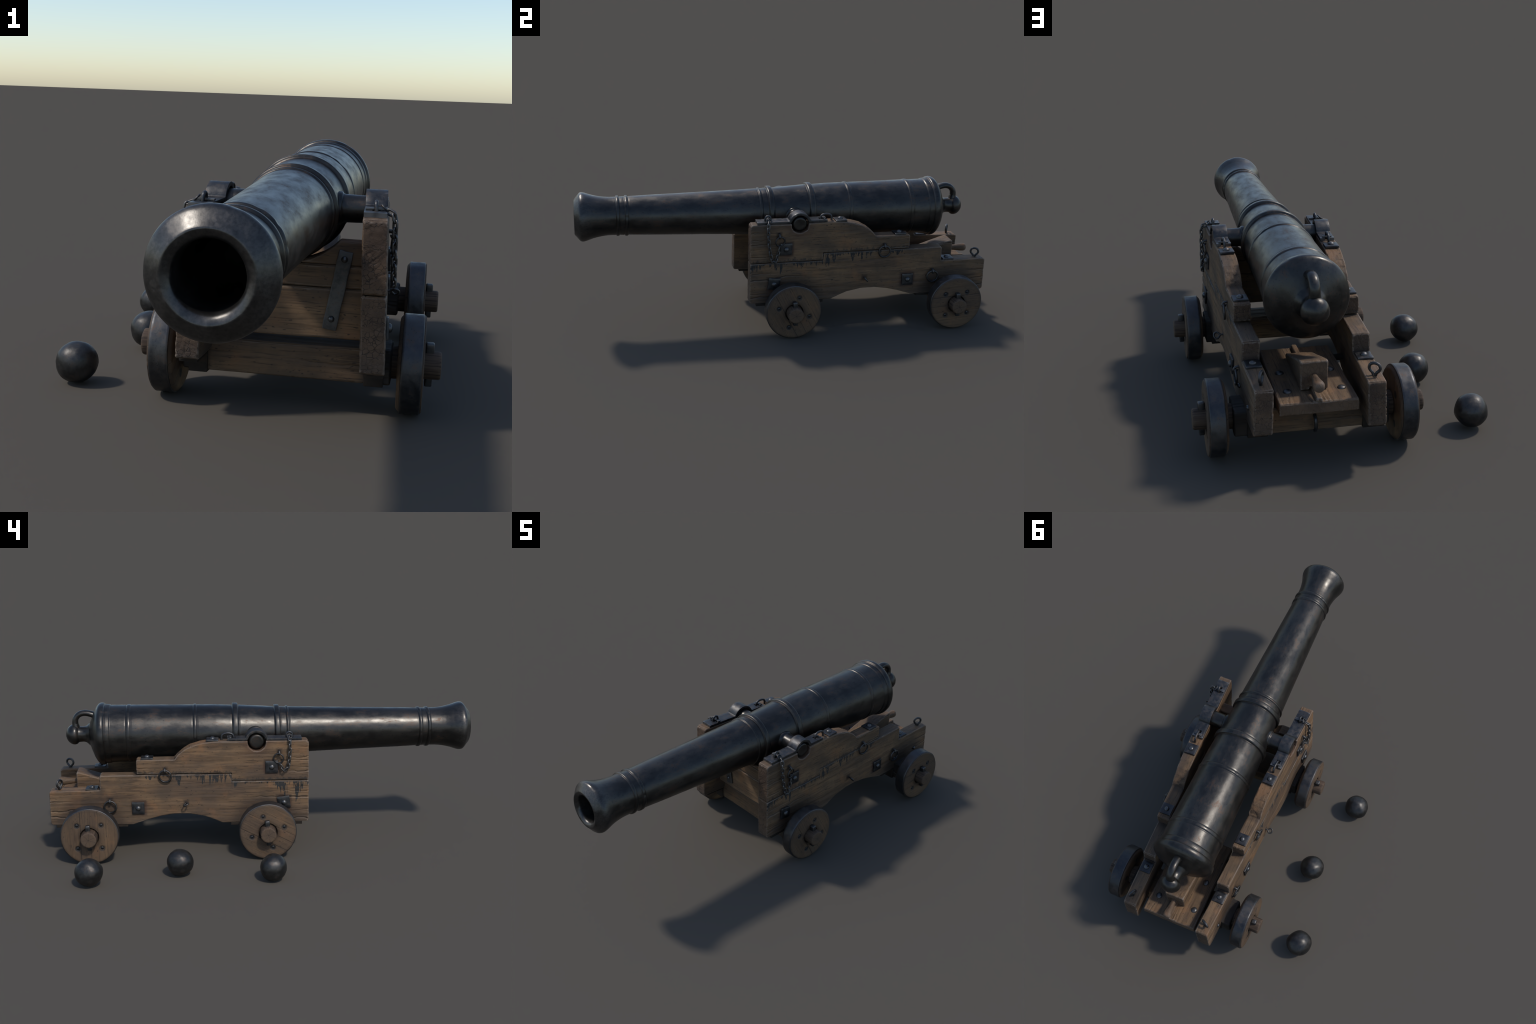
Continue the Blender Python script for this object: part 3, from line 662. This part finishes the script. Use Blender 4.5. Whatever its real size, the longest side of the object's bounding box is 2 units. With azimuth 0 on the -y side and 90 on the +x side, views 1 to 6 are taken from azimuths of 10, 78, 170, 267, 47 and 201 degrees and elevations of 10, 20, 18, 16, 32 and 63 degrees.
# ------------------------------------------------------------------ chains from the front keys to the small rings
def link_mesh():
    hl, hw = 0.0058, 0.0064
    pts = [(0, hw * math.cos(a), hl + hw * math.sin(a)) for a in np.linspace(0, math.pi, 9)] + [(0, hw * math.cos(a), -hl + hw * math.sin(a)) for a in np.linspace(math.pi, 2 * math.pi, 9)]
    V, F = tube(pts, 0.0031, 8, True); return mesh("chain_link", V, F, M_CHAIN)
LINK = link_mesh()
def chain(s, pts, seed):
    holder = bpy.data.objects.new("chain", None); COL.objects.link(holder); WORLD[holder.name] = Matrix.Identity(4); child(holder)
    P = smooth_path([cheek_point(s, *p) for p in pts], 40); rng = random.Random(seed)
    acc, pitch, k = 0.0, 0.0186, 0; pos = []
    cum = [0.0]
    for a, b in zip(P, P[1:]): cum.append(cum[-1] + (b - a).length)
    n = round(cum[-1] / pitch); pitch = cum[-1] / n
    def q(d):
        i = min(max(np.searchsorted(cum, d) - 1, 0), len(P) - 2); t = (d - cum[i]) / max(1e-9, cum[i + 1] - cum[i]); return P[i].lerp(P[i + 1], min(max(t, 0), 1))
    side = Vector((s, 0, 0))
    for k in range(n):
        a, b = q(k * pitch), q((k + 1) * pitch); zc = (b - a).normalized()
        xc = side - zc * side.dot(zc); xc = xc.normalized() if xc.length > 0.15 else Vector((0, 1, 0)).cross(zc).normalized()
        yc = zc.cross(xc); m = Matrix((xc, yc, zc)).transposed().to_4x4(); m.translation = (a + b) / 2
        place("chain_link", LINK, m @ rot('Z', (48 if k % 2 else -42) + rng.uniform(-14, 14)), holder)
place_pts = {-1: [(0.0590, -0.1120, 0.5450), (0.0690, -0.1120, 0.5430), (0.0780, -0.1122, 0.5330), (0.0775, -0.1125, 0.5200), (0.0775, -0.1115, 0.4800), (0.0775, -0.1085, 0.4400), (0.0775, -0.1020, 0.4120), (0.0775, -0.0890, 0.3985), (0.0775, -0.0785, 0.4080), (0.0775, -0.0660, 0.4270)],
             1: [(0.0590, -0.1140, 0.5460), (0.0690, -0.1165, 0.5440), (0.0785, -0.1185, 0.5330), (0.0780, -0.1195, 0.5150), (0.0780, -0.1170, 0.4700), (0.0780, -0.1110, 0.4200), (0.0780, -0.1010, 0.3760), (0.0780, -0.0900, 0.3500), (0.0780, -0.0800, 0.3640), (0.0780, -0.0710, 0.3930), (0.0780, -0.0640, 0.4270)]}
for s in (1, -1):
    # the chain's first ring hangs on the key's outer end
    place("lashing_ring", torus_mesh("lashing_ring", 0.0108, 0.0027, M_CHAIN), cheek_frame(s, 0.0515, -0.1125, 0.5530) @ rot('Z', 8) @ rot('Y', -42))
    chain(s, place_pts[s], 3 + s)

# ------------------------------------------------------------------ iron strips on the transom
def strip(s):
    bm = box(-0.0185, 0.0185, -0.006, 0.003, -0.104, 0.104, 0.0016, 2)
    bmesh.ops.subdivide_edges(bm, edges=[e for e in bm.edges if e.calc_length() > 0.02], cuts=8, use_grid_fill=True)
    me = from_bm("iron_strip", bm, M_STRIP, 40); v, n = arrays(me)
    v[:, 0] += np.sign(v[:, 0]) * 0.0016 * fbm(v * 38, 2, 70 + s); v[:, 2] += 0.0014 * fbm(v * 60, 2, 80 + s) * (np.abs(v[:, 2]) > 0.09)
    v[:, 1] += 0.0008 * fbm(v * 40, 2, 75 + s); set_co(me, v)
    m = Matrix.Translation((CX + s * 0.132, -0.1025, 0.336)) @ rot('Y', 9.7 * s)
    o = place("iron_strip", me, m)
    for dz in (0.083, -0.075): place("bolt_head", STUD, m @ Matrix.Translation((0, -0.0055, dz)) @ rot('Z', -90), o)
for s in (1, -1): strip(s)

# ------------------------------------------------------------------ axles, clamps, wheels
def axle(yc, seed, hx):
    bm = box(-hx, hx, yc - 0.066, yc + 0.066, 0.0870, 0.1790, 0.004)
    def w(v): o = v.copy(); o[:, 0] += CX; return o
    cr = [(1, 1, -1, 0.45, 0.35, 0.0034, 0.005), (0, 1, 1, 0.4, 0.3, 0.0034, 0.004)]
    ax = place("axle", timber("axle", bm, 0, seed, M_AXLE, cr, 0.003, w, ends=4))
    return ax
def axle_arm(s, yc, end, parent, seed):
    V, F = lathe(refine([(0.24, 0.043), (end - 0.112, 0.043), (end - 0.111, 0.037), (end - 0.006, 0.0368), (end - 0.0015, 0.0350), (end, 0.0315), (end, 0.0)], 0.004), 48, 0)
    a = np.arctan2(V[:, 2], V[:, 1]); rr = np.hypot(V[:, 1], V[:, 2])
    d = 0.0010 * fbm(np.stack([V[:, 0] * 8, V[:, 1] * 60, V[:, 2] * 60], 1), 3, seed)
    # radial shakes in the end grain
    rng = random.Random(seed); face = (V[:, 0] > end - 0.001)
    V[:, 1] *= 1 + d / 0.037; V[:, 2] *= 1 + d / 0.037
    V[:, 0] = CX + s * V[:, 0]; V[:, 1] += yc; V[:, 2] += AZ
    me = mesh("axle_arm", V, F, M_ARM, 50); return place("axle_arm", me, None, parent)

def arm_material():
    N = Nodes("oak_axle_end"); c = N.sep(N.co)
    grain = N.noise(N.vmul(N.co, (6, 150, 150)), 1.0, 4, 0.6); blot = N.noise(N.co, 28, 3)
    side = N.ramp(grain, [(0.32, (0.020, 0.013, 0.009)), (0.5, (0.070, 0.045, 0.030)), (0.7, (0.105, 0.070, 0.046))])
    yy = N.math('MINIMUM', N.math('ABSOLUTE', N.math('SUBTRACT', c[1], FAX)), N.math('ABSOLUTE', N.math('SUBTRACT', c[1], RAX)))
    ysel = N.math('SUBTRACT', c[1], N.math('MULTIPLY', N.math('GREATER_THAN', c[1], 0.4), RAX - FAX))
    dy = N.math('SUBTRACT', ysel, FAX); dz = N.math('SUBTRACT', c[2], AZ)
    r = N.math('SQRT', N.math('ADD', N.math('MULTIPLY', dy, dy), N.math('MULTIPLY', dz, dz)))
    ang = N.math('ADD', N.math('ARCTAN2', dz, dy), N.math('MULTIPLY', N.math('SUBTRACT', blot, 0.5), 1.1))
    rays = N.math('ABSOLUTE', N.math('SINE', N.math('MULTIPLY', ang, 3.5)))
    crack = N.math('MULTIPLY', N.step(N.math('MULTIPLY', rays, r), 0.0024, 0.0006), N.step(blot, 0.38, 0.46))
    ringw = N.math('SINE', N.math('MULTIPLY', N.math('ADD', r, N.math('MULTIPLY', blot, 0.006)), 1500.0))
    endc = N.mix(N.step(ringw, -1.0, 1.0, 0.0, 0.5), (0.105, 0.068, 0.042), (0.068, 0.044, 0.029))
    endc = N.mix(N.step(blot, 0.4, 0.65, 0, 0.5), endc, (0.075, 0.052, 0.038))
    endm = N.step(N.math('ABSOLUTE', N.sep(N.nrm)[0]), 0.6, 0.9)
    col = N.mix(endm, side, endc)
    cm = N.math('MULTIPLY', crack, endm)
    col = N.mix(N.math('MULTIPLY', cm, 0.85), col, (0.014, 0.010, 0.008))
    return N.finish(col, 0.78, 0.0, N.bump(N.math('SUBTRACT', grain, cm), 0.6, 0.0015), 0.3)
M_ARM = arm_material()

def wheel_meshes():
    R, w = 0.1330, 0.067
    # wooden disc: local x is the axle, 0 at the inner face
    p = [(0.0, 0.0), (0.0, 0.117), (0.002, 0.1215), (0.0085, 0.1285), (0.0095, 0.1275), (w - 0.0055, 0.1275), (w - 0.0045, 0.1285), (w - 0.001, 0.1275), (w, 0.1255), (w, 0.0445), (w - 0.0025, 0.0425), (w - 0.014, 0.0420), (w - 0.014, 0.0)]
    V, F = lathe(refine(p, 0.0045), 120, 0); V = np.array(V)
    rad = np.hypot(V[:, 1], V[:, 2])
    # bolts sit in countersunk holes
    for a in (45, 135, 225, 315):
        cy, cz = 0.0775 * math.cos(math.radians(a)), 0.0775 * math.sin(math.radians(a))
        q = np.hypot(V[:, 1] - cy, V[:, 2] - cz)
        V[:, 0] -= 0.0045 * np.clip(1.6 - q / 0.0090, 0, 1) * (V[:, 0] > w - 0.003)
    s = np.stack([V[:, 0] * 20, V[:, 1] * 75, V[:, 2] * 6], 1)
    V[:, 0] += (0.0007 * fbm(s, 3, 5) - 0.0010 * np.clip(1 - np.abs(np.abs(V[:, 1]) - 0.040) / 0.003, 0, 1)) * np.where(V[:, 0] > w / 2, 1, -1)
    disc = mesh("wheel", V, F, M_WHEEL, 45)
    t = [(0.0095, 0.1250), (0.0095, 0.1315), (0.0110, 0.1330), (w - 0.0070, 0.1330), (w - 0.0050, 0.1315), (w - 0.0045, 0.1290), (w - 0.0045, 0.1250), (0.0095, 0.1250)]
    V, F = lathe(refine(t, 0.006), 120, 0); me = mesh("tyre", V, F, M_TYRE, 50)
    v, n = arrays(me); rr = np.hypot(v[:, 1], v[:, 2]); d = 0.0011 * fbm(v * 22, 3, 12) + 0.0007 * fbm(v * 60, 2, 4)
    d = np.where(rr > 0.129, d - 0.0006, 0); v[:, 1] *= 1 + d / 0.133; v[:, 2] *= 1 + d / 0.133; set_co(me, v)
    return disc, me
DISC, TYRE = wheel_meshes()
WBOLT = dome(0.0070, 0.0040); WBOLT.materials.clear(); WBOLT.materials.append(M_IRON)

def pin_mesh():
    bm = box(-0.0115, 0.0115, -0.0105, 0.0105, -0.058, 0.061, 0.004, 3)
    bmesh.ops.subdivide_edges(bm, edges=[e for e in bm.edges if e.calc_length() > 0.02], cuts=6, use_grid_fill=True)
    me = from_bm("linchpin", bm, M_IRON, 45); v, n = arrays(me); v[:, 0] *= 1 - 0.15 * (v[:, 2] < 0); v += n * (0.0009 * fbm(v * 60, 2, 2))[:, None]; set_co(me, v); return me
PIN = pin_mesh()

def wheels():
    for yc, seed, hx, w0, end in ((FAX, 71, 0.277, 0.2930, 0.4050), (RAX, 73, 0.268, 0.2900, 0.4020)):
        ax = axle(yc, seed, hx)
        for s in (1, -1):
            arm = axle_arm(s, yc, end, ax, seed + s)
            # grain of the discs runs differently in each wheel: angle of the boards from the vertical, seen from outside
            spin = {(True, -1): 62, (False, -1): 0, (True, 1): -28, (False, 1): 86}[(yc < 0.4, s)]
            base = Matrix.Translation((CX + s * w0, yc, AZ))
            m = base @ (rot('X', -spin) if s > 0 else rot('Z', 180) @ rot('X', spin))
            wo = place("wheel", DISC, m)
            place("tyre", TYRE, m, wo)
            for a in (45, 135, 225, 315):
                cy, cz = 0.0775 * math.cos(math.radians(a)), 0.0775 * math.sin(math.radians(a))
                place("wheel_bolt", WBOLT, m @ Matrix.Translation((0.067 - 0.0046, cy, cz)), wo)
            place("linchpin", PIN, Matrix.Translation((CX + s * (w0 + 0.067 + 0.0135), yc + 0.001, AZ)) @ rot('X', 3 * s) @ rot('Z', 4), ax)
            # iron clamp that holds the axle under the cheek
            xc = half(yc, 0.1) - T / 2 + 0.002
            bm = box(xc - 0.0255, xc + 0.0255, yc - 0.0715, yc + 0.0715, 0.0815, 0.1480, 0.0025)
            fl = box(xc - 0.0250, xc + 0.0250, yc - 0.1660, yc + 0.1660, 0.1345, 0.1500, 0.002); tmp = bpy.data.meshes.new('t'); fl.to_mesh(tmp); fl.free(); bm.from_mesh(tmp)
            me = from_bm("axle_clamp", bm, M_CLAMP, 40); v, n = arrays(me); v[:, 0] = CX + s * (v[:, 0] - 0.037 * (v[:, 1] - yc)); set_co(me, v); finish_mesh(me, 40)
            place("axle_clamp", me, None, ax)
    return
M_CLAMP = iron("clamp_iron", 9, (0.020, 0.016, 0.013), (0.036, 0.028, 0.022), 0.3, (0.7, 0.85), 0.0, 1.0, 0.0, 0.3, 0.15)
wheels()

# ------------------------------------------------------------------ stool bed, quoin and the parts between the tails
def rear():
    def shift(v): o = v.copy(); o[:, 0] += CX; o[:, 0] += (v[:, 0]) * 0.00; return o
    bw0, bw1 = 0.1300, 0.1330
    bm = prism([(-bw0, 0.530), (bw0, 0.530), (bw1, 0.976), (-bw1, 0.976)], 0.2020, 0.2450, 2, 0.004)
    bed = place("stool_bed", timber("stool_bed", bm, 1, 91, M_BED, [(1, 2, 1, 0.35, 0.14, 0.003, 0.004), (1, 2, 1, 0.62, 0.10, 0.003, 0.004), (1, 2, 1, 0.85, 0.12, 0.003, 0.003)], 0.003, shift, ends=5, checks=14))
    bm = prism(rounded([(-0.0105, 0.243), (0.0105, 0.243), (0.0095, 0.2575), (-0.0095, 0.2575)], [0, 0, 0.003, 0.003]), 0.5330, 0.9770, 1, 0.0015)
    place("guide_rib", timber("guide_rib", bm, 1, 92, M_BED, (), 0.0025, shift, ends=1, checks=0), None, bed)
    for x, y in ((0.0905, 0.8885), (-0.0940, 0.8885), (0.0905, 0.7420), (-0.0880, 0.7420)):
        place("bolt_head", BEDBOLT, Matrix.Translation((CX + x, y, 0.2448)) @ rot('Y', -90), bed)
    # quoin: a wedge grooved to slide over the rib
    prof = rounded([(0.6200, 0.2470), (0.8930, 0.2470), (0.8930, 0.3490), (0.8800, 0.3500), (0.6200, 0.2640)], [0.002, 0.003, 0.004, 0.006, 0.004])
    bm = prism(prof, -0.0470, 0.0470, 0, 0.0045)
    def gr(v):
        o = v.copy(); k = (np.abs(v[:, 0]) < 0.016) & (v[:, 2] < 0.2615); o[k, 2] = np.maximum(o[k, 2], 0.2605); o[:, 0] += CX; return o
    q = place("quoin", timber("quoin", bm, 1, 95, M_BED, [(1, 0, 1, 0.8, 0.10, 0.003, 0.004), (1, 0, -1, 0.85, 0.10, 0.003, 0.004)], 0.0028, gr, ends=3, checks=16))
    p = [(0.870, 0.0135), (0.893, 0.0130), (0.905, 0.0125), (0.920, 0.0135), (0.940, 0.0165), (0.958, 0.0195), (0.970, 0.0200), (0.979, 0.0180), (0.984, 0.0135), (0.987, 0.0070), (0.988, 0.0)]
    V, F = lathe(refine(p, 0.004), 36, 1)
    V *= 1 + 0.0; nz = fbm(np.stack([V[:, 0] * 60, V[:, 1] * 14, V[:, 2] * 60], 1), 3, 6); r = np.hypot(V[:, 0], V[:, 2])
    V[:, 0] *= 1 + 0.07 * nz; V[:, 2] *= 1 + 0.07 * nz
    V += np.array([CX + 0.002, 0, 0.2960]); place("quoin_handle", mesh("quoin_handle", V, F, M_BED), None, q)
    # through bolt between the cheeks under the bed, and a towing eye under the rear axle
    V, F = lathe([(-0.21, 0.0), (-0.21, 0.0120), (0.21, 0.0120), (0.21, 0.0)], 20, 0); V += np.array([CX, 0.590, 0.2200])
    place("through_bolt", mesh("through_bolt", V, F, M_CLAMP, 40))
    path = smooth_path([(CX - 0.006, 0.868, 0.146), (CX - 0.006, 0.885, 0.141), (CX - 0.0065, 0.893, 0.128), (CX - 0.007, 0.893, 0.110), (CX - 0.008, 0.886, 0.094), (CX - 0.008, 0.876, 0.086), (CX - 0.008, 0.868, 0.092)], 6)
    V, F = tube(path, 0.0052, 12, False, 1.2, (1, 0, 0)); place("towing_hook", mesh("towing_hook", V, F, M_IRON))
rear()

# ------------------------------------------------------------------ three iron balls, each lying loose on the ground
def ball(x, y, r, seed):
    bm = bmesh.new(); bmesh.ops.create_icosphere(bm, subdivisions=5, radius=r)
    me = from_bm("cannon_ball", bm, M_BALL); v, n = arrays(me)
    d = 0.0028 * vnoise(v * 22 + seed * 7.7, seed) + 0.0008 * fbm(v * 60, 2, seed + 1)
    v += n * d[:, None]; v[:, 2] -= v[:, 2].min(); set_co(me, v)
    o = bpy.data.objects.new("cannon_ball", me); COL.objects.link(o); o.location = (x, y, 0.0)
    o["label"] = "small dark cast iron ball, slightly dented"; o["category"] = "cannonball"
for x, y, r, k in ((-0.4725, 0.7871, 0.0605, 1), (-0.3825, 0.3972, 0.0600, 2), (-0.4720, -0.0101, 0.0600, 3)): ball(x, y, r, k)
bpy.context.view_layer.update()
